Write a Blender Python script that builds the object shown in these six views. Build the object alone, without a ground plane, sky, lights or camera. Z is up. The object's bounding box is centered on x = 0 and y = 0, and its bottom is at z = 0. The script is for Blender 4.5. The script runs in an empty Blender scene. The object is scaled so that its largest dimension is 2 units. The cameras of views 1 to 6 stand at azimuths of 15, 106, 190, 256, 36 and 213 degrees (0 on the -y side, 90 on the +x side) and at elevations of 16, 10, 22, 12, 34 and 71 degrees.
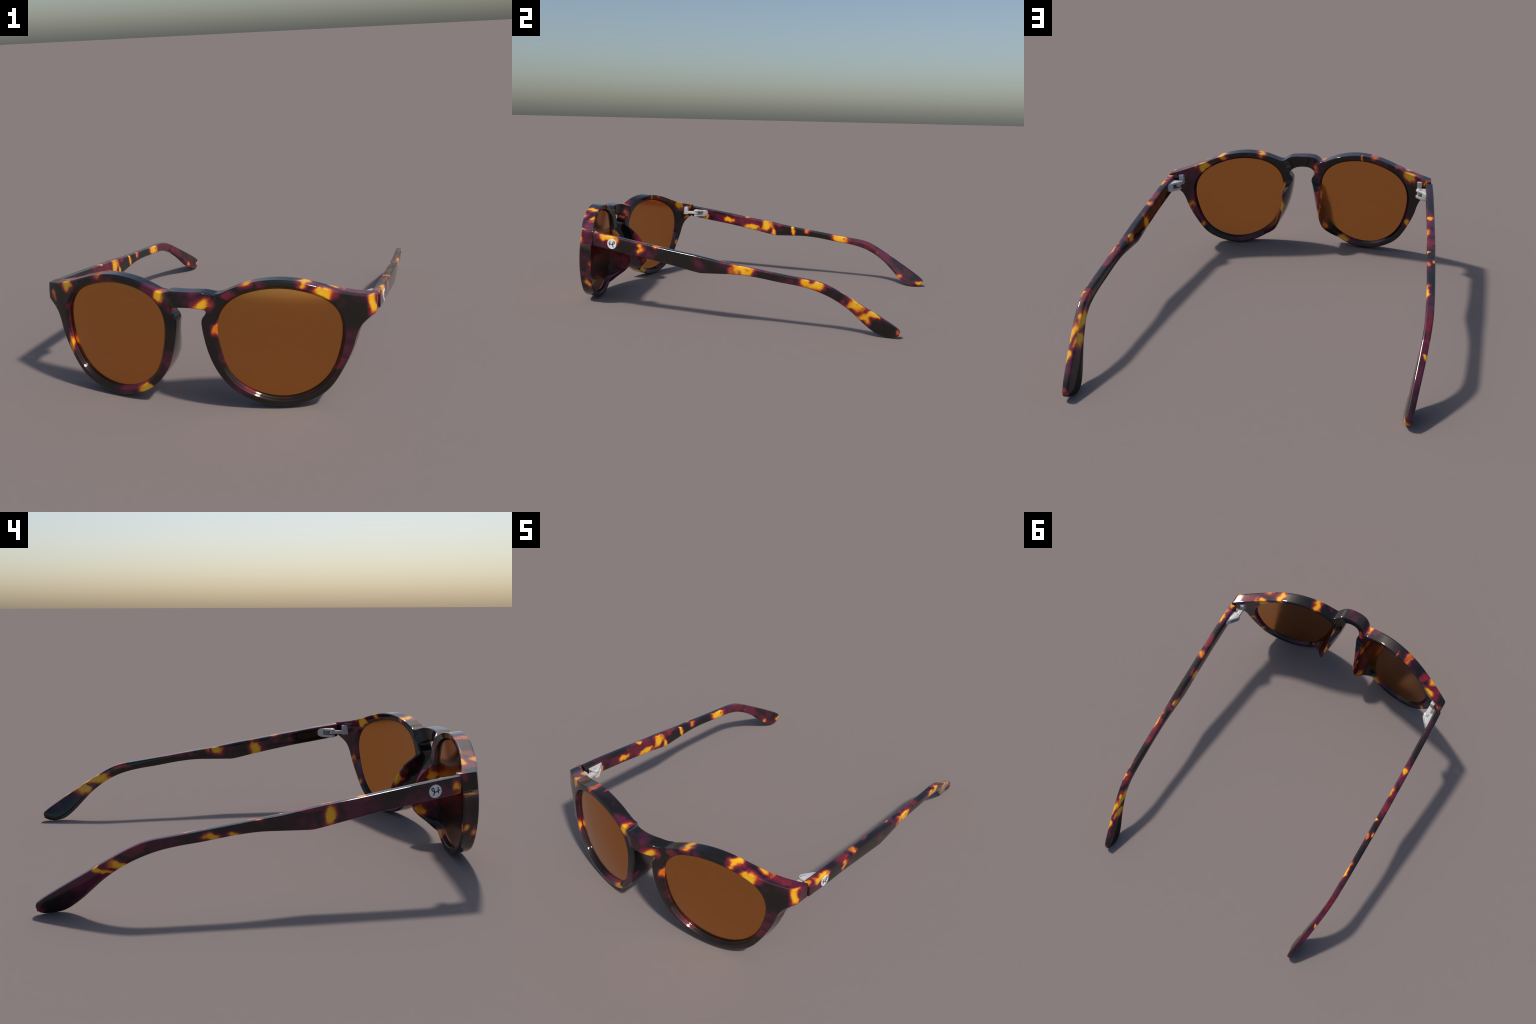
# Tortoiseshell keyhole-bridge sunglasses with brown mirrored lenses, temples open.
# Frame: metres, z up, front of the glasses faces -y, mirror symmetric about x = 0.
import bpy, math
import numpy as np
from mathutils import Vector

TAU = 2 * math.pi
ROOT = bpy.data.objects.new("sunglasses", None)
bpy.context.scene.collection.objects.link(ROOT)
ROOT.empty_display_size = 0.1
ROOT["label"] = "tortoiseshell keyhole-bridge sunglasses with brown mirrored lenses"
ROOT["category"] = "sunglasses"


def link(obj, parent):
    bpy.context.scene.collection.objects.link(obj)
    obj.parent = parent
    return obj


def mesh_object(name, verts, faces, material, parent, smooth=True, angle=None):
    me = bpy.data.meshes.new(name)
    me.from_pydata([tuple(map(float, v)) for v in verts], [], [tuple(int(i) for i in f) for f in faces])
    me.validate()
    me.polygons.foreach_set("use_smooth", [smooth] * len(me.polygons))
    if angle is not None:
        me.set_sharp_from_angle(angle=math.radians(angle))
    me.materials.append(material)
    return link(bpy.data.objects.new(name, me), parent)


# ---------------------------------------------------------------- materials
class Nodes:
    def __init__(self, name):
        self.mat = bpy.data.materials.new(name)
        self.mat.use_nodes = True
        self.nt = self.mat.node_tree
        self.bsdf = self.nt.nodes["Principled BSDF"]

    def new(self, kind, **props):
        n = self.nt.nodes.new(kind)
        for k, v in props.items():
            setattr(n, k, v)
        return n

    def link(self, a, b):
        self.nt.links.new(a, b)

    def math(self, op, a, b=None, c=None, clamp=False):
        n = self.new("ShaderNodeMath", operation=op, use_clamp=clamp)
        for i, s in enumerate((a, b, c)):
            if s is None:
                continue
            if isinstance(s, (int, float)):
                n.inputs[i].default_value = s
            else:
                self.link(s, n.inputs[i])
        return n.outputs[0]

    def noise(self, vec, scale, detail=2.0, rough=0.5, colour=False):
        n = self.new("ShaderNodeTexNoise")
        n.inputs["Scale"].default_value = scale
        n.inputs["Detail"].default_value = detail
        n.inputs["Roughness"].default_value = rough
        self.link(vec, n.inputs["Vector"])
        return n.outputs["Color" if colour else "Fac"]

    def ramp(self, fac, stops):
        n = self.new("ShaderNodeValToRGB")
        els = n.color_ramp.elements
        while len(els) < len(stops):
            els.new(0.5)
        for e, (p, c) in zip(els, stops):
            e.position = p
            e.color = (*c, 1)
        self.link(fac, n.inputs[0])
        return n.outputs[0]

    def mix(self, fac, a, b):
        n = self.new("ShaderNodeMix", data_type="RGBA")
        self.link(fac, n.inputs[0])
        for s, i in ((a, 6), (b, 7)):
            if isinstance(s, tuple):
                n.inputs[i].default_value = (*s, 1)
            else:
                self.link(s, n.inputs[i])
        return n.outputs[2]


BLACK = (0.0105, 0.0085, 0.0072)
PLUM = (0.030, 0.0085, 0.014)
BURGUNDY = (0.095, 0.012, 0.034)
RED = (0.22, 0.016, 0.022)
ORANGE = (0.56, 0.135, 0.012)
AMBER = (0.82, 0.36, 0.008)
YELLOW = (0.86, 0.47, 0.022)


def tortoiseshell(name, flecks, seed, wine=0.0, dark=()):
    """Dark acetate with burgundy clouds and translucent-looking amber flecks.
    flecks: (x, y, z, rx, ry, rz, heat); heat 1 = yellow heart, 0.5 = orange, 0.25 = red."""
    n = Nodes(name)
    obj = n.new("ShaderNodeTexCoord").outputs["Object"]
    # domain warp so that the flecks get the ragged, flame-like borders of pressed acetate
    w1 = n.noise(obj, 17.0, 1.5, 0.5, colour=True)
    sub = n.new("ShaderNodeVectorMath", operation="SUBTRACT")
    n.link(w1, sub.inputs[0]); sub.inputs[1].default_value = (0.5, 0.5, 0.5)
    mad = n.new("ShaderNodeVectorMath", operation="MULTIPLY_ADD")
    n.link(sub.outputs[0], mad.inputs[0]); mad.inputs[1].default_value = (0.052, 0.052, 0.052)
    n.link(obj, mad.inputs[2])
    p = mad.outputs[0]
    field = None
    for (x, y, z, rx, ry, rz, heat) in flecks:
        v = n.new("ShaderNodeVectorMath", operation="MULTIPLY_ADD")
        n.link(p, v.inputs[0])
        inv = (1.1 / rx, 1.1 / ry, 1.1 / rz)
        v.inputs[1].default_value = inv
        v.inputs[2].default_value = (-x * inv[0], -y * inv[1], -z * inv[2])
        ln = n.new("ShaderNodeVectorMath", operation="LENGTH")
        n.link(v.outputs[0], ln.inputs[0])
        f = n.math("MULTIPLY_ADD", ln.outputs["Value"], -1 / 2.05, 2.55 / 2.05)
        if heat < 1:
            f = n.math("SMOOTH_MIN", f, 0.1 + 0.86 * heat, 0.15)
        field = f if field is None else n.math("SMOOTH_MAX", field, f, 0.10)
    shift = n.new("ShaderNodeVectorMath", operation="ADD")
    n.link(p, shift.inputs[0]); shift.inputs[1].default_value = (seed * 3.7, seed * 1.9, seed * 2.3)
    cloud = n.math("ADD", n.noise(shift.outputs[0], 6.5, 2.5, 0.6), wine)
    for (x, y, z, rad) in dark:                               # patches where the burgundy never shows
        dist = n.new("ShaderNodeVectorMath", operation="DISTANCE")
        n.link(p, dist.inputs[0])
        dist.inputs[1].default_value = (x, y, z)
        cold = n.math("MULTIPLY_ADD", dist.outputs["Value"], -1 / rad, 1.2, clamp=True)
        cloud = n.math("MULTIPLY_ADD", cold, -0.22, cloud)
    fine = n.noise(shift.outputs[0], 24.0, 2.0, 0.55)
    heatv = n.math("ADD", field, n.math("MULTIPLY", n.math("SUBTRACT", fine, 0.5), 0.62))
    base = n.ramp(cloud, [(0.0, BLACK), (0.49, BLACK), (0.57, PLUM), (0.68, BURGUNDY), (0.78, BURGUNDY)])
    hot = n.ramp(n.math("MAXIMUM", heatv, 0.0, clamp=True),
                 [(0.0, PLUM), (0.24, BURGUNDY), (0.48, RED), (0.625, ORANGE), (0.76, AMBER), (0.95, YELLOW)])
    mask = n.math("MULTIPLY_ADD", heatv, 2.8, -0.10, clamp=True)
    n.link(n.mix(mask, base, hot), n.bsdf.inputs["Base Color"])
    n.bsdf.inputs["Roughness"].default_value = 0.055
    n.bsdf.inputs["IOR"].default_value = 1.5
    return n.mat


def plain(name, colour, rough, metallic=0.0, spec=0.5, grain=0.0):
    n = Nodes(name)
    obj = n.new("ShaderNodeTexCoord").outputs["Object"]
    g = n.noise(obj, 60.0, 3.0)
    dark = tuple(c * (1 - grain) for c in colour)
    n.link(n.mix(g, dark, colour), n.bsdf.inputs["Base Color"])
    n.bsdf.inputs["Roughness"].default_value = rough
    n.bsdf.inputs["Metallic"].default_value = metallic
    n.bsdf.inputs["Specular IOR Level"].default_value = spec
    return n.mat


# flecks: x, y, z, radii x, y, z, heat   (long in y where they run through the sheet's thickness)
FRONT_FLECKS = [
    (0.550, -0.853, 0.493, 0.044, 0.024, 0.020, 1), (0.518, -0.868, 0.510, 0.016, 0.03, 0.012, 1),
    (0.722, -0.760, 0.432, 0.013, 0.030, 0.034, 1), (0.064, -0.985, 0.466, 0.023, 0.030, 0.020, 1),
    (0.111, -0.940, 0.354, 0.012, 0.028, 0.020, .6), (0.227, -0.905, 0.078, 0.026, 0.020, 0.014, .3),
    (-0.610, -0.819, 0.480, 0.024, 0.025, 0.020, 1), (-0.703, -0.779, 0.413, 0.010, 0.030, 0.015, .6),
    (-0.126, -0.947, 0.488, 0.021, 0.025, 0.024, 1), (-0.213, -0.937, 0.060, 0.035, 0.035, 0.017, .9),
    (-0.608, -0.838, 0.199, 0.010, 0.018, 0.036, 1), (-0.105, -0.961, 0.218, 0.015, 0.02, 0.019, .2),
    (0.230, -0.892, 0.545, 0.020, 0.050, 0.016, 1), (0.457, -0.835, 0.530, 0.024, 0.035, 0.014, 1),
    (0.606, -0.768, 0.497, 0.012, 0.022, 0.012, .5), (0.640, -0.752, 0.484, 0.030, 0.022, 0.011, .28),
    (-0.427, -0.846, 0.548, 0.018, 0.045, 0.012, .55), (0.552, -0.775, 0.477, 0.028, 0.016, 0.028, 1),
    (0.640, -0.746, 0.250, 0.018, 0.013, 0.030, 1), (-0.612, -0.742, 0.468, 0.032, 0.016, 0.030, 1),
    (-0.672, -0.698, 0.445, 0.052, 0.014, 0.016, 1), (-0.086, -0.915, 0.440, 0.014, 0.030, 0.024, .75),
    (-0.240, -0.868, 0.045, 0.030, 0.030, 0.020, 1), (-0.616, -0.768, 0.192, 0.013, 0.016, 0.015, .9),
    (-0.352, -0.834, 0.538, 0.006, 0.020, 0.012, .8), (-0.557, -0.800, 0.499, 0.014, 0.026, 0.012, .4),
    (0.105, -0.790, 0.256, 0.014, 0.020, 0.038, .95), (0.60, -0.800, 0.125, 0.016, 0.02, 0.020, .7),
    (-0.655, -0.765, 0.485, 0.03, 0.04, 0.012, .25), (-0.705, -0.725, 0.365, 0.022, 0.05, 0.009, .9),
    (-0.112, -0.800, 0.225, 0.008, 0.022, 0.034, .7),
    (-0.118, -0.868, 0.318, 0.012, 0.030, 0.030, .9), (-0.135, -0.820, 0.205, 0.020, 0.060, 0.050, .24),
    (0.113, -0.868, 0.345, 0.010, 0.024, 0.018, .9), (0.130, -0.830, 0.215, 0.018, 0.060, 0.050, .24),
    (-0.095, -0.810, 0.300, 0.012, 0.024, 0.030, .35),
    (-0.600, -0.815, 0.270, 0.012, 0.012, 0.080, .2), (-0.155, -0.80, 0.150, 0.02, 0.02, 0.025, .8),
    (0.59, -0.83, 0.19, 0.03, 0.03, 0.012, .2),
    (0.17, -0.94, 0.50, 0.016, 0.03, 0.010, .3),
]
RIGHT_TEMPLE_FLECKS = [
    (0.752, -0.604, 0.438, 0.0200, 0.034, 0.016, 1), (0.752, -0.568, 0.424, 0.0120, 0.022, 0.024, 1), (0.728, -0.668, 0.455, 0.014, 0.018, 0.012, 0.8),
    (0.752, -0.407, 0.378, 0.0082, 0.019, 0.018, 1),
    (0.755, 0.179, 0.308, 0.0082, 0.046, 0.040, 1), (0.747, 0.560, 0.262, 0.0082, 0.055, 0.026, 1),
    (0.713, 0.770, 0.171, 0.0088, 0.040, 0.034, 1), (0.702, 0.826, 0.100, 0.0095, 0.034, 0.030, 1),
    (0.703, 0.872, 0.122, 0.0082, 0.042, 0.014, 1), (0.667, 0.995, 0.037, 0.0200, 0.008, 0.010, 0.55),
    (0.681, 0.780, 0.172, 0.0102, 0.046, 0.034, 1), (0.700, 0.700, 0.200, 0.0095, 0.060, 0.022, 1),
    (0.718, -0.190, 0.322, 0.0095, 0.030, 0.040, 1), (0.716, 0.046, 0.329, 0.0068, 0.036, 0.020, 0.9),
    (0.737, -0.395, 0.418, 0.0200, 0.032, 0.010, 0.35), (0.738, -0.301, 0.405, 0.0200, 0.017, 0.010, 0.6),
    (0.737, 0.610, 0.265, 0.0200, 0.060, 0.012, 0.4), (0.735, 0.250, 0.320, 0.0200, 0.060, 0.010, 0.3),
    (0.722, -0.360, 0.380, 0.0068, 0.040, 0.030, 0.2),
]
LEFT_TEMPLE_FLECKS = [
    (-0.754, -0.124, 0.336, 0.0088, 0.022, 0.032, 1), (-0.745, -0.660, 0.392, 0.0095, 0.018, 0.028, 0.95),
    (-0.726, 0.690, 0.190, 0.0088, 0.030, 0.020, 1), (-0.714, 0.759, 0.164, 0.0075, 0.045, 0.008, 0.9),
    (-0.747, 0.344, 0.277, 0.0082, 0.028, 0.012, 0.8), (-0.748, 0.181, 0.334, 0.0082, 0.022, 0.008, 0.8),
    (-0.749, 0.272, 0.280, 0.0082, 0.022, 0.008, 0.7), (-0.714, -0.578, 0.378, 0.0095, 0.018, 0.020, 0.9),
    (-0.716, -0.405, 0.366, 0.0082, 0.034, 0.014, 0.95), (-0.718, -0.110, 0.340, 0.0095, 0.034, 0.030, 1),
    (-0.718, -0.210, 0.321, 0.0088, 0.055, 0.014, 0.95), (-0.718, -0.070, 0.297, 0.0088, 0.014, 0.026, 1),
    (-0.718, 0.083, 0.320, 0.0082, 0.011, 0.036, 1), (-0.718, 0.185, 0.318, 0.0082, 0.015, 0.014, 0.6),
    (-0.714, 0.420, 0.282, 0.0088, 0.044, 0.030, 1), (-0.658, 0.842, 0.045, 0.0095, 0.018, 0.020, 0.7),
    (-0.645, 0.975, 0.022, 0.0160, 0.028, 0.010, 0.8), (-0.736, -0.261, 0.394, 0.0160, 0.022, 0.010, 0.8),
    (-0.730, 0.655, 0.250, 0.0095, 0.060, 0.016, 0.3),
    (-0.720, -0.280, 0.360, 0.0082, 0.080, 0.030, 0.22), (-0.700, 0.560, 0.260, 0.0082, 0.060, 0.030, 0.2),
    (-0.740, -0.020, 0.360, 0.0200, 0.060, 0.010, 0.3),
]
M_FRONT = tortoiseshell("tortoiseshell_front", FRONT_FLECKS, 1, 0.02,
                        dark=[(0.670, -0.79, 0.400, 0.07), (-0.69, -0.77, 0.37, 0.06), (0.10, -0.95, 0.44, 0.05)])
M_TEMPLE = {1: tortoiseshell("tortoiseshell_temple", RIGHT_TEMPLE_FLECKS, 2, 0.025),
            -1: tortoiseshell("tortoiseshell_temple", LEFT_TEMPLE_FLECKS, 3, 0.075)}
M_LENS = plain("brown_mirror_lens", (0.60, 0.253, 0.075), 0.14, metallic=1.0, grain=0.0)
M_STEEL = plain("hinge_white_metal", (0.56, 0.545, 0.525), 0.30, metallic=0.0, grain=0.05)
M_BADGE = plain("badge_silver_white", (0.74, 0.75, 0.77), 0.30, metallic=0.0, grain=0.03)
M_INK = plain("badge_ink", (0.03, 0.012, 0.014), 0.35)


# ---------------------------------------------------------------- helpers
def catmull(pts, step):
    """Centripetal-ish Catmull-Rom through 2D/3D control points, resampled about every `step`."""
    P = np.asarray(pts, float)
    if len(P) == 2:
        n = max(1, int(math.ceil(np.linalg.norm(P[1, :2] - P[0, :2]) / step)))
        return P[0] + (P[1] - P[0]) * np.linspace(0, 1, n + 1)[:, None]
    ext = np.vstack([2 * P[0] - P[1], P, 2 * P[-1] - P[-2]])
    out = []
    for i in range(1, len(ext) - 2):
        p0, p1, p2, p3 = ext[i - 1:i + 3]
        L = np.linalg.norm((p2 - p1)[:2])
        l0, l2 = np.linalg.norm((p1 - p0)[:2]) + 1e-9, np.linalg.norm((p3 - p2)[:2]) + 1e-9
        m1 = L * ((p1 - p0) / l0 * L + (p2 - p1) / max(L, 1e-9) * l0) / (l0 + L)
        m2 = L * ((p2 - p1) / max(L, 1e-9) * l2 + (p3 - p2) / l2 * L) / (l2 + L)
        n = max(1, int(math.ceil(L / step)))
        t = np.arange(n)[:, None] / n
        out.append((2 * t**3 - 3 * t**2 + 1) * p1 + (t**3 - 2 * t**2 + t) * m1
                   + (-2 * t**3 + 3 * t**2) * p2 + (t**3 - t**2) * m2)
    out.append(P[-1:])
    return np.vstack(out)


def smoothstep(a, b, x):
    t = np.clip((x - a) / (b - a), 0, 1)
    return t * t * (3 - 2 * t)


# ---------------------------------------------------------------- frame front
THICK = 0.0740         # sheet thickness along y
ROUND = 0.0055         # edge rounding


def face_y(x, z):
    """Front face: an almost spherical sheet (base curve), radius about 1.6."""
    w = z - 0.3
    return -0.9676 + 0.2942 * x * x + 0.1216 * x**4 + 0.0095 * w + 0.3226 * w * w + 0.1165 * x * x * w


def bridge_push(x, z):
    """The keyhole bridge stands proud of the face in a hump with a crease at each side."""
    w = np.maximum(0.115 - 0.615 * (0.505 - z), 0.02)
    u = np.abs(x) / w
    return -0.0418 * np.clip(1 - u**2.5, 0, 1)


def aperture(theta):
    """Lens opening (pantos shape) in polar form about its centre."""
    t = theta
    r = (0.2539 + 0.0051 * np.cos(2 * t) - 0.0056 * np.sin(2 * t) + 0.0017 * np.cos(3 * t) + 0.0097 * np.sin(3 * t)
         - 0.0048 * np.cos(4 * t) + 0.0008 * np.sin(4 * t) + 0.0010 * np.cos(5 * t) + 0.0018 * np.sin(5 * t)
         - 0.0018 * np.cos(6 * t) + 0.0003 * np.sin(6 * t))
    return np.stack([0.3622 + r * np.cos(t), 0.2915 + r * np.sin(t)], -1)


# half outline of the front, clockwise from the middle of the bridge; None = angle from the lens centre
TOP = [(0.108, 0.503, 140), (0.121, 0.5035, 138.5), (0.168, 0.521), (0.216, 0.539), (0.264, 0.550), (0.314, 0.556),
       (0.365, 0.556), (0.438, 0.545), (0.500, 0.527), (0.560, 0.506), (0.623, 0.486), (0.685, 0.470), (0.737, 0.460)]
END = [(0.737, 0.460), (0.739, 0.430), (0.737, 0.390)]
RIM = [(0.737, 0.390), (0.711, 0.372), (0.681, 0.344), (0.664, 0.307), (0.653, 0.266), (0.636, 0.220), (0.614, 0.174),
       (0.592, 0.134), (0.567, 0.097), (0.540, 0.069), (0.511, 0.050), (0.472, 0.031), (0.423, 0.016), (0.361, 0.010),
       (0.300, 0.020), (0.233, 0.048), (0.169, 0.094), (0.126, 0.147), (0.098, 0.200), (0.077, 0.261), (0.064, 0.320),
       (0.0565, 0.375), (0.056, 0.389), (0.060, 0.404), (0.0725, 0.421, -204.5), (0.0760, 0.431, -207),
       (0.0715, 0.442, -209), (0.056, 0.453, -211), (0.030, 0.4605, -213), (0.0, 0.4625, -215)]
BRIDGE_TOP = [(0.0, 0.522, 143), (0.045, 0.5215, 141.8), (0.072, 0.519, 141.2), (0.090, 0.512, 140.6), (0.108, 0.503, 140)]


def with_angle(pts):
    out = []
    for p in pts:
        if len(p) == 3:
            a = p[2]
        else:
            a = math.degrees(math.atan2(p[1] - 0.2915, p[0] - 0.3622))
            if a > 139.5:
                a -= 360
        out.append((p[0], p[1], a))
    return out


def build_front():
    runs = [catmull(with_angle(r), 0.0065) for r in (BRIDGE_TOP, TOP, END, RIM)]
    pts = np.vstack([r[:-1] for r in runs] + [runs[-1][-1:]])
    # the cut on the mirror plane: from the bridge's underside up to its top
    zc = np.linspace(0.4625 + 0.008, 0.522 - 0.008, 8)
    cut = np.stack([np.zeros(8), zc, np.interp(zc, [0.4625, 0.522], [-215, -217])], -1)
    n_real = len(pts)
    pts = np.vstack([pts, cut])
    N = len(pts)
    O = pts[:, :2].copy()
    theta = np.radians(pts[:, 2])
    theta = np.minimum.accumulate(theta)
    A = aperture(theta)
    dA = aperture(theta - 1e-4) - aperture(theta + 1e-4)      # clockwise tangent
    dA /= np.linalg.norm(dA, axis=1)[:, None]
    nA = np.stack([-dA[:, 1], dA[:, 0]], -1)                  # away from the lens (into the rim)
    # inward normal of the outer outline (clockwise path -> material on the right)
    tan = np.roll(O, -1, 0) - np.roll(O, 1, 0)
    tan[0] = (1, 0); tan[n_real - 1] = (-1, 0)
    tan /= np.linalg.norm(tan, axis=1)[:, None]
    nO = np.stack([tan[:, 1], -tan[:, 0]], -1)
    is_cut = np.arange(N) >= n_real
    nO[is_cut] = 0
    O = O - nO * 0.0016                                       # outline was measured inside its soft edge
    rO = np.where(is_cut, 0.0, ROUND)

    # nose pads: the nasal rim sweeps back into a ridge. Height, and sideways shift of both ridge corners, by z
    zt = [0.055, 0.095, 0.125, 0.150, 0.180, 0.200, 0.220, 0.260, 0.297, 0.330, 0.360, 0.388]
    ht = [0.000, 0.048, 0.090, 0.113, 0.122, 0.122, 0.118, 0.103, 0.086, 0.063, 0.032, 0.000]
    sO = [0.000, 0.000, 0.004, 0.008, 0.013, 0.0165, 0.0195, 0.025, 0.027, 0.022, 0.013, 0.000]
    sA = [0.000, -.010, -.014, -.014, -.013, -.012, -.010, -.008, -.003, 0.000, 0.000, 0.000]
    nasal = (O[:, 0] < 0.235) & (O[:, 1] < 0.40) & ~is_cut
    hp = np.where(nasal, np.interp(O[:, 1], zt, ht, 0, 0), 0)
    so = np.where(nasal, np.interp(O[:, 1], zt, sO, 0, 0), 0)
    sa = np.where(nasal, np.interp(O[:, 1], zt, sA, 0, 0), 0)
    k = np.array([1, 3, 5, 3, 1.0]); k /= k.sum()
    blur = lambda v: np.convolve(np.pad(v, 2, mode="edge"), k, "valid") * nasal
    hp, so, sa = blur(hp), blur(so), blur(sa)
    # temporal side: the wall flares a little towards the rear
    so = so + 0.0045 * smoothstep(0.50, 0.60, O[:, 0]) * (1 - smoothstep(0.37, 0.42, O[:, 1])) * smoothstep(0.03, 0.10, O[:, 1])

    K = 9
    rings = []           # each ring: (N,3)
    tags = []

    def ring(xz, d, pad=0.0, shift=None, tag=""):
        x, z = xz[:, 0], xz[:, 1]
        slim = 1 - 0.045 * smoothstep(0.42, 0.52, z) * smoothstep(0.10, 0.16, x)   # the brow is a touch thinner
        y = face_y(x, z) + bridge_push(x, z) + d * slim + hp * pad
        if shift is not None:
            x = x + shift
        rings.append(np.stack([x, y, xz[:, 1] - TILT * d], -1))
        tags.append(tag)

    TILT = 0.075         # the sheet is cut slightly tilted: rear edges sit a little lower
    phis = np.linspace(0, math.pi / 2, 4)
    r = ROUND
    Oin = O + nO * rO[:, None]
    Ain = A + nA * r
    for j in range(K + 1):                                   # front face, lens edge -> outer edge
        ring(Ain + (Oin - Ain) * j / K, 0.0, tag="front")
    for ph in phis[1:]:                                      # outer front rounding
        ring(O + nO * (rO * (1 - math.sin(ph)))[:, None], r * (1 - math.cos(ph)), tag="edge")
    for j in range(1, 10):                                   # outer wall; on the pads it bulges towards the nose
        t = j / 10
        ring(O, r + (THICK - 2 * r) * t, pad=t, shift=so * t**2.6, tag="wall")
    rr = np.where(hp > 0.01, 0.0035, r)                      # tighter rounding on the thin ridge
    rrO = np.where(is_cut, 0.0, rr)
    for ph in phis:                                          # outer rear rounding
        ring(O + nO * (rrO * (1 - math.cos(ph)))[:, None], THICK - rr * (1 - math.sin(ph)), pad=1, shift=so, tag="redge")
    OinR, AinR = O + nO * rrO[:, None], A + nA * rr[:, None]
    for j in range(1, K):                                    # rear face
        t = j / K
        ring(OinR + (AinR - OinR) * t, THICK, pad=1, shift=so * (1 - t) + sa * t, tag="rear")
    for ph in phis:                                          # inner rear rounding
        ring(A + nA * (rr * (1 - math.sin(ph)))[:, None], THICK - rr * (1 - math.cos(ph)), pad=1, shift=sa, tag="riedge")
    for ins, d, pad in ((0.0022, 0.0672, 0.72), (0.0045, 0.0635, 0.40), (0.0085, 0.058, 0.0), (0.0098, 0.0225, 0), (0.0058, 0.0160, 0),
                        (0.0030, 0.0145, 0), (0.0042, 0.0125, 0), (0.0015, 0.008, 0)):
        ring(A - nA * ins, d, pad=pad, shift=sa * pad, tag="bore")
    for ph in phis[:-1]:                                     # inner front rounding
        ring(A + nA * (r * (1 - math.cos(ph))), r * (1 - math.sin(ph)), tag="iedge")

    R = len(rings)
    V = np.stack(rings, 1)                                   # (N,R,3)
    half = V.reshape(-1, 3)
    faces, owner = [], []
    idx = lambda i, q: (i % N) * R + (q % R)
    for i in range(N):
        i2 = (i + 1) % N
        for q in range(R):
            quad = (idx(i, q), idx(i, q + 1), idx(i2, q + 1), idx(i2, q))
            P = half[list(quad)]
            if np.all(np.abs(P[:, 0]) < 1e-6):
                continue                                     # mirror plane: open
            faces.append(quad)
            pad = 0.5 * (hp[i] + hp[i2]) > 0.004 and tags[q] in ("wall", "redge", "rear", "riedge") and tags[(q + 1) % R] in ("wall", "redge", "rear", "riedge")
            owner.append(1 if pad else 0)
    M = len(half)
    other = half * np.array([-1, 1, 1])
    verts = np.vstack([half, other])
    faces2 = [tuple(M + j for j in reversed(f)) for f in faces]
    owner = owner + [o * 2 for o in owner]
    me = bpy.data.meshes.new("front_whole")
    me.from_pydata(verts.tolist(), [], faces + faces2)
    me.attributes.new("region", "INT", "FACE").data.foreach_set("value", owner)
    import bmesh
    bm = bmesh.new(); bm.from_mesh(me)
    bmesh.ops.remove_doubles(bm, verts=bm.verts, dist=2e-5)
    bmesh.ops.dissolve_degenerate(bm, edges=bm.edges, dist=1e-6)
    bmesh.ops.recalc_face_normals(bm, faces=bm.faces)
    for f in bm.faces:
        f.smooth = True
    bm.to_mesh(me)
    nrm = np.empty(len(me.vertices) * 3, np.float32)
    me.vertices.foreach_get("normal", nrm)
    nrm = nrm.reshape(-1, 3)
    lay = bm.faces.layers.int["region"]
    co = [v.co.copy() for v in bm.verts]
    groups = {0: [], 1: [], 2: []}
    bm.verts.index_update()
    for f in bm.faces:
        groups[f[lay]].append([v.index for v in f.verts])
    bm.free()
    bpy.data.meshes.remove(me)
    body = None
    for g, name in ((0, "frame_front"), (1, "nose_pad"), (2, "nose_pad")):
        used = sorted({i for f in groups[g] for i in f})
        remap = {o: j for j, o in enumerate(used)}
        ob = mesh_object(name, [co[i] for i in used], [[remap[i] for i in f] for f in groups[g]], M_FRONT,
                         ROOT if body is None else body)
        ob.data.normals_split_custom_set_from_vertices([Vector(nrm[i]) for i in used])
        if body is None:
            body = ob
    return body


FRAME = build_front()


# ---------------------------------------------------------------- lenses
def build_lens(side):
    """Thick biconvex lens: both faces stand out towards the rim's faces."""
    n, K = 160, 26
    th = np.linspace(0, TAU, n, endpoint=False)
    A = aperture(th)
    c = np.array([0.3622, 0.2915])
    d = A - c
    edge = c + d * (1 - 0.0075 / np.linalg.norm(d, axis=1))[:, None]
    verts, faces = [], []
    for s, depth, dome in ((-1, 0.0215, -0.0065), (1, 0.0585, 0.003)):   # front and rear surface
        base = len(verts)
        verts.append((c[0], face_y(*c) + depth + dome, c[1] - 0.075 * depth))
        for k in range(1, K + 1):
            P = c + (edge - c) * k / K
            for x, z in P:
                verts.append((x, face_y(x, z) + depth + dome * (1 - (k / K)**2), z - 0.075 * depth))
        for i in range(n):
            j = (i + 1) % n
            f = [(base, base + 1 + i, base + 1 + j)]
            for k in range(K - 1):
                a, b = base + 1 + k * n, base + 1 + (k + 1) * n
                f.append((a + i, b + i, b + j, a + j))
            faces += f if s < 0 else [t[::-1] for t in f]
    f0, r0 = 1 + (K - 1) * n, 2 + K * n + (K - 1) * n
    for i in range(n):
        j = (i + 1) % n
        faces.append((f0 + i, r0 + i, r0 + j, f0 + j))
    verts = np.array(verts)
    if side < 0:
        verts[:, 0] *= -1
        faces = [f[::-1] for f in faces]
    return mesh_object("lens", verts, faces, M_LENS, FRAME, angle=40)


for side in (1, -1):
    build_lens(side)

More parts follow.
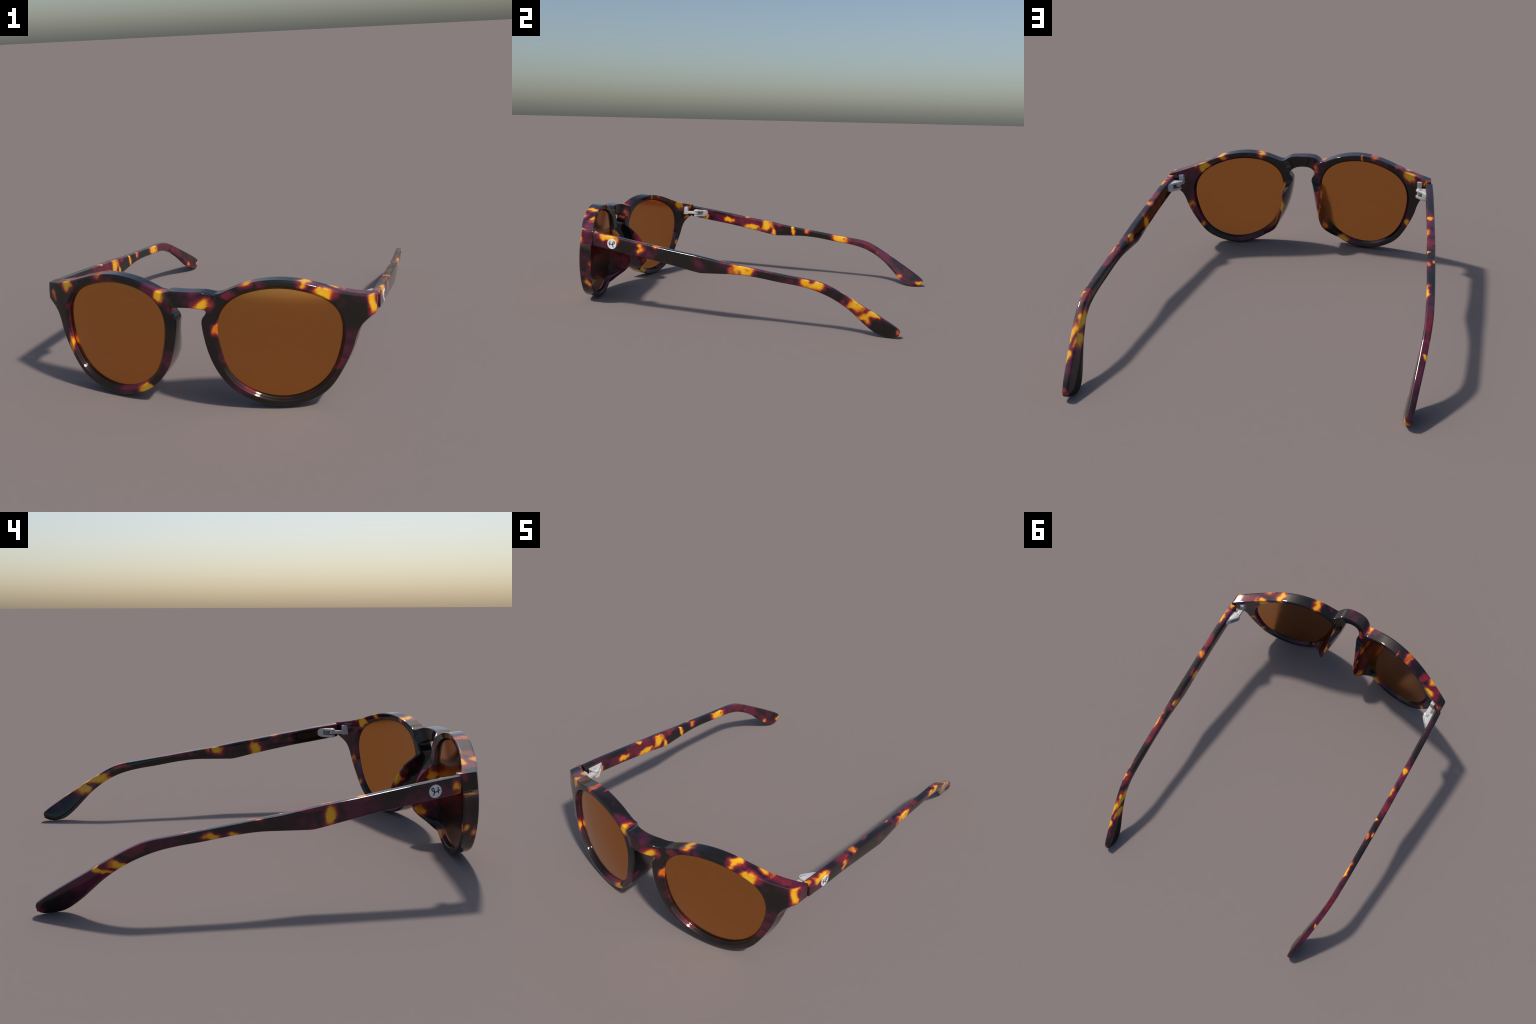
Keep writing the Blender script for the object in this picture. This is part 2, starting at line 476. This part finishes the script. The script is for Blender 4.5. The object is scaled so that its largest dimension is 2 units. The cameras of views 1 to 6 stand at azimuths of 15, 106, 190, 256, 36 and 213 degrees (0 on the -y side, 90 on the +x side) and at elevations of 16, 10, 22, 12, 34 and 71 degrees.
# ---------------------------------------------------------------- temples
# paired stations of the side profile: top (y, z), bottom (y, z)
STATIONS = [(-.6795, .4510, -.6825, .3800), (-.54, .4330, -.55, .3595), (-.40, .4130, -.40, .3385), (-.27, .3935, -.27, .3165),
            (-.16, .3780, -.155, .2955), (-.09, .3685, -.085, .2815), (-.05, .3620, -.05, .2765), (-.01, .3555, -.01, .2775),
            (.06, .3435, .06, .2805), (.16, .3310, .16, .2835), (.25, .3190, .24, .2785), (.41, .2980, .39, .2590), (.51, .2855, .48, .2480),
            (.56, .2785, .53, .2390), (.60, .2690, .565, .2300), (.65, .2490, .605, .2165), (.70, .2235, .65, .1965),
            (.76, .1900, .70, .1670), (.82, .1550, .75, .1300), (.87, .1260, .79, .0925), (.91, .1015, .825, .0590),
            (.945, .0800, .858, .0320), (.970, .0635, .887, .0135), (.986, .0515, .914, .0045), (.9955, .0430, .945, .0018),
            (.9985, .0355, .969, .0045), (.9980, .0285, .984, .0105), (.9945, .0225, .9905, .0165)]
# outer face x by y; behind the bend the outer top edge and the inner bottom edge (the paddle leans inward)
PLAN_Y = [-.69, -.564, -.40, -.20, .0, .20, .40, .51, .56, .60, .65, .70, .76, .82, .87, .91, .945, .97, 1.0]
PLAN_X = [.7460, .7500, .7525, .7545, .7552, .7540, .7510, .7485, .7465, .7445, .7395, .7330, .7235, .7130, .7035, .6955, .6890, .6840, .6765]
LOW_Y = [-.69, -.564, -.40, -.20, .0, .20, .39, .48, .53, .60, .65, .70, .75, .79, .825, .858, .887, .914, .94, .98]
LOW_X = [0.7065, 0.7100, 0.7125, 0.7150, 0.7160, 0.7155, 0.7130, 0.7105, 0.7090, 0.7065, 0.7005, 0.6910, 0.6795, 0.6690, 0.6590, 0.6500, 0.6440, 0.6405, 0.6405, 0.6485]
WIDTH_Y = [-.68, .0, .2, .5, .8, 1.0]
WIDTH = [.0390, .0385, .0375, .0345, .0305, .0275]


def smooth_interp(x, xs, ys):
    xs, ys = np.array(xs), np.array(ys)
    m = np.gradient(ys, xs)
    i = np.clip(np.searchsorted(xs, x) - 1, 0, len(xs) - 2)
    h = xs[i + 1] - xs[i]
    t = np.clip((x - xs[i]) / h, 0, 1)
    return ((2 * t**3 - 3 * t**2 + 1) * ys[i] + (t**3 - 2 * t**2 + t) * h * m[i]
            + (-2 * t**3 + 3 * t**2) * ys[i + 1] + (t**3 - t**2) * h * m[i + 1])


def build_temple(side):
    S = np.array(STATIONS)
    tb = catmull(S, 0.012)                                    # resampled pairs
    n = len(tb)
    top, bot = tb[:, :2], tb[:, 2:]
    verts, loops = [], []
    ns = 5

    def section(T, B, push=0.0, shrink=0.0):
        """Rounded rectangle between T and B (both y, z), leaning with the plan curves."""
        h = np.linalg.norm(T - B)
        up = (T - B) / h
        mid = (T + B) / 2
        lift = float(smoothstep(0.45, 0.65, T[0]))            # the ear end is a little fuller on top
        hh = h / 2 + 0.0012 + 0.0008 * lift - shrink
        w = np.interp(mid[0], WIDTH_Y, WIDTH)
        xt = smooth_interp(T[0], PLAN_Y, PLAN_X)              # outer face at the top
        xb = smooth_interp(B[0], LOW_Y, LOW_X) + w            # outer face at the bottom
        r = min(0.0075, hh * 0.55, w * 0.42)
        pts = []
        for cx, cv, a0 in ((1, 1, 0), (0, 1, 90), (0, -1, 180), (1, -1, 270)):
            for j in range(ns):
                a = math.radians(a0 + 90 * j / (ns - 1))
                v = cv * (hh - r) + r * math.sin(a)
                yz = mid + up * (v - 0.0016 + 0.0018 * lift)
                t = np.clip(v / hh * 0.5 + 0.5, 0, 1)
                xo = xb + (xt - xb) * t
                x = (xo - shrink - r if cx else xo - w + shrink + r) + r * math.cos(a)
                pts.append((x, yz[0] + push, yz[1]))
        return pts

    f0 = section(top[0], bot[0], 0.0, 0.0035)
    f1 = section(top[0], bot[0], 0.0012, 0.0010)
    f2 = section(top[0], bot[0], 0.0035, 0.0)
    rows = [f0, f1, f2] + [section(top[i], bot[i]) for i in range(1, n)]
    e = section(top[-1], bot[-1], 0.0, 0.003)
    rows.append([tuple(np.array(p) + (0, 0.003, -0.0025)) for p in e])
    m = len(rows[0])
    V = np.array([p for r in rows for p in r])
    faces = []
    for i in range(len(rows) - 1):
        for j in range(m):
            k = (j + 1) % m
            faces.append((i * m + j, i * m + k, (i + 1) * m + k, (i + 1) * m + j))
    faces.append(tuple(range(m))[::-1])
    faces.append(tuple((len(rows) - 1) * m + j for j in range(m)))
    if side < 0:
        V[:, 0] *= -1
        faces = [f[::-1] for f in faces]
    V[:, 2] = np.maximum(V[:, 2], 0.0)
    ob = mesh_object("temple", V, faces, M_TEMPLE[side], ROOT, angle=50)
    import bmesh
    bm = bmesh.new(); bm.from_mesh(ob.data)
    bmesh.ops.recalc_face_normals(bm, faces=bm.faces)
    bm.to_mesh(ob.data); bm.free()
    return ob


TEMPLES = {s: build_temple(s) for s in (1, -1)}


# ---------------------------------------------------------------- badges with their monogram
def build_badge(side):
    yc, zc, rad = -0.564, 0.3955, 0.0275
    xo = lambda y: float(smooth_interp(np.array(y), PLAN_Y, PLAN_X)) + 0.0004
    n, verts, faces = 64, [], []
    prof = [(rad, -0.002), (rad, 0.0008), (rad - 0.0008, 0.0014)]
    for rr, h in prof:
        for i in range(n):
            a = TAU * i / n
            y, z = yc + rr * math.cos(a), zc + rr * math.sin(a)
            verts.append((xo(y) + h, y, z))
    verts.append((xo(yc) + 0.0014, yc, zc))
    for k in range(2):
        for i in range(n):
            j = (i + 1) % n
            faces.append((k * n + i, k * n + j, (k + 1) * n + j, (k + 1) * n + i))
    for i in range(n):
        faces.append((2 * n + i, 2 * n + (i + 1) % n, 3 * n))
    V = np.array(verts)
    if side < 0:
        V[:, 0] *= -1
        faces = [f[::-1] for f in faces]
    badge = mesh_object("badge", V, faces, M_BADGE, TEMPLES[side], angle=30)

    # script capital: upright stem, sagging crossbar, looped right stem. Unit: badge radius; u = reading direction
    strokes = [
        [(-0.36, 0.60), (-0.40, 0.30), (-0.43, 0.02), (-0.50, -0.32)],
        [(-0.74, 0.20), (-0.52, 0.10), (-0.20, -0.06), (0.05, -0.12), (0.30, -0.04), (0.52, 0.14), (0.62, 0.34),
         (0.56, 0.48), (0.42, 0.48), (0.28, 0.34), (0.18, 0.08), (0.16, -0.20), (0.24, -0.44), (0.38, -0.60)],
    ]
    tv, tf = [], []
    for st in strokes:
        C = catmull(np.array(st), 0.05)
        T = np.gradient(C, axis=0)
        T /= np.linalg.norm(T, axis=1)[:, None]
        Nn = np.stack([-T[:, 1], T[:, 0]], -1)
        w, base, m = 0.075, len(tv), len(C)
        for i in range(m):
            for sgn, h in ((1, 0.0010), (1, 0.0021), (-1, 0.0021), (-1, 0.0010)):
                u, v = C[i] + Nn[i] * w * sgn
                y, z = yc + rad * u, zc + rad * v
                tv.append((xo(y) + h, y, z))
        for i in range(m - 1):
            for q in range(4):
                a, b = base + i * 4 + q, base + i * 4 + (q + 1) % 4
                tf.append((a, b, b + 4, a + 4))
        tf += [(base, base + 1, base + 2, base + 3), tuple(base + (m - 1) * 4 + q for q in (3, 2, 1, 0))]
    V = np.array(tv)
    if side < 0:
        V[:, 0] *= -1
    mono = mesh_object("monogram", V, tf, M_INK, badge, smooth=False)
    return badge


for s in (1, -1):
    build_badge(s)


# ---------------------------------------------------------------- hinges
def prism(outline, z0, z1, bevel=0.0025):
    """Vertical prism with rounded rims from a convex plan outline (x, y), counter-clockwise."""
    P = np.array(outline)
    e = np.roll(P, -1, 0) - P
    e /= np.linalg.norm(e, axis=1)[:, None]
    nrm = np.stack([-e[:, 1], e[:, 0]], -1)                   # inward edge normals
    m = nrm + np.roll(nrm, 1, 0)
    m /= np.maximum((m * nrm).sum(1), 0.35)[:, None]
    lv = []
    for a in (0, 30, 60, 90):
        c, q = math.cos(math.radians(a)), math.sin(math.radians(a))
        lv.append((bevel * (1 - q), z0 + bevel * (1 - c)))
    lv += [(ins, z0 + z1 - z) for ins, z in lv[::-1]]
    V, F, n = [], [], len(P)
    for ins, z in lv:
        V += [(x, y, z) for x, y in P + m * ins]
    for k in range(len(lv) - 1):
        for i in range(n):
            j = (i + 1) % n
            F.append((k * n + i, k * n + j, (k + 1) * n + j, (k + 1) * n + i))
    F += [tuple(range(n))[::-1], tuple((len(lv) - 1) * n + i for i in range(n))]
    return V, F


def box(x0, x1, y0, y1, z0, z1, b=0.0015):
    return prism([(x0, y0), (x1, y0), (x1, y1), (x0, y1)], z0, z1, b)


def hull(points):
    pts = sorted(map(tuple, points))
    def half(seq):
        h = []
        for p in seq:
            while len(h) > 1 and (h[-1][0] - h[-2][0]) * (p[1] - h[-2][1]) - (h[-1][1] - h[-2][1]) * (p[0] - h[-2][0]) <= 0:
                h.pop()
            h.append(p)
        return h[:-1]
    return half(pts) + half(pts[::-1])


def build_hinge(side):
    sx, sy = 0.677, -0.634                                    # screw axis
    def put(name, V, F, mat, parent, angle=35):
        V = np.array(V)
        if side < 0:
            V[:, 0] *= -1
            F = [f[::-1] for f in F]
        return mesh_object(name, V, F, mat, parent, angle=angle)

    # plate riveted to the frame, with the arm that enters the fork
    plate = put("hinge_plate", *box(0.6645, 0.6895, -0.740, -0.699, 0.393, 0.4465), M_STEEL, FRAME)
    arm = [(0.6648, -0.71), (0.6892, -0.71)] + [(sx + 0.0125 * math.cos(a), sy + 0.0125 * math.sin(a))
                                              for a in np.linspace(0, math.pi, 13)]
    put("hinge_arm", *prism(arm, 0.3985, 0.4165, 0.0015), M_STEEL, plate)
    # fork on the temple: two leaves joined at the back
    circ = [(sx + 0.0185 * math.cos(a), sy + 0.0185 * math.sin(a)) for a in np.linspace(0, TAU, 40, endpoint=False)]
    leaf = hull(circ + [(0.722, -0.655), (0.722, -0.556), (0.710, -0.560)])
    fine = []
    for a, b in zip(leaf, leaf[1:] + leaf[:1]):               # subdivide so that the tail can be rounded
        k = max(1, int(math.hypot(b[0] - a[0], b[1] - a[1]) / 0.004))
        fine += [(a[0] + (b[0] - a[0]) * i / k, a[1] + (b[1] - a[1]) * i / k) for i in range(k)]
    fv, ff = prism(fine, 0.3800, 0.4285, 0.0045)
    zc = 0.40425
    fv = [(x, y, zc + (z - zc) * math.sqrt(max(0.12, 1 - max(0.0, (y + 0.588) / 0.034)**2))) for x, y, z in fv]
    solid = put("hinge_fork", fv, ff, M_STEEL, TEMPLES[side])
    slot = put("slot_cutter", *prism([(0.60, -0.70), (0.7075, -0.70), (0.7075, -0.600), (0.690, -0.586), (0.60, -0.586)], 0.3930, 0.4185, 0.0005),
               M_STEEL, TEMPLES[side])
    mod = solid.modifiers.new("slot", "BOOLEAN")
    mod.object, mod.operation, mod.solver = slot, "DIFFERENCE", "EXACT"
    bpy.context.view_layer.update()
    cut = bpy.data.meshes.new_from_object(solid.evaluated_get(bpy.context.evaluated_depsgraph_get()))
    solid.modifiers.clear()
    solid.data = cut
    cut.polygons.foreach_set("use_smooth", [True] * len(cut.polygons))
    cut.set_sharp_from_angle(angle=math.radians(40))
    bpy.data.objects.remove(slot)
    fork = solid
    # slotted screw: domed head, its saw cut imitated by a raised dark bar
    n, R = 40, 0.0125
    V, F = [], []
    prof = [(R, 0.4270), (R, 0.4287), (R * 0.8, 0.4302), (R * 0.45, 0.4311)]
    for rr, z in prof:
        V += [(sx + rr * math.cos(TAU * i / n), sy + rr * math.sin(TAU * i / n), z) for i in range(n)]
    for k in range(3):
        F += [(k * n + i, k * n + (i + 1) % n, (k + 1) * n + (i + 1) % n, (k + 1) * n + i) for i in range(n)]
    F.append(tuple(3 * n + i for i in range(n)))
    screw = put("hinge_screw", V, F, M_STEEL, fork)
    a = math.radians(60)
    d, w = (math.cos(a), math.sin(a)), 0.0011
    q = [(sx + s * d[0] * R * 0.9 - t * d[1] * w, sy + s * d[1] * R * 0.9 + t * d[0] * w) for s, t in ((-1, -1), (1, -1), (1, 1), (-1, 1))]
    put("screw_dark_bar", *prism(q, 0.4280, 0.4314, 0.0002), M_SLOT_SHADE, screw)


M_SLOT_SHADE = plain("screw_bar_painted_shadow", (0.16, 0.165, 0.18), 0.5)  # dark colour standing in for the shade inside a saw cut
for s in (1, -1):
    build_hinge(s)
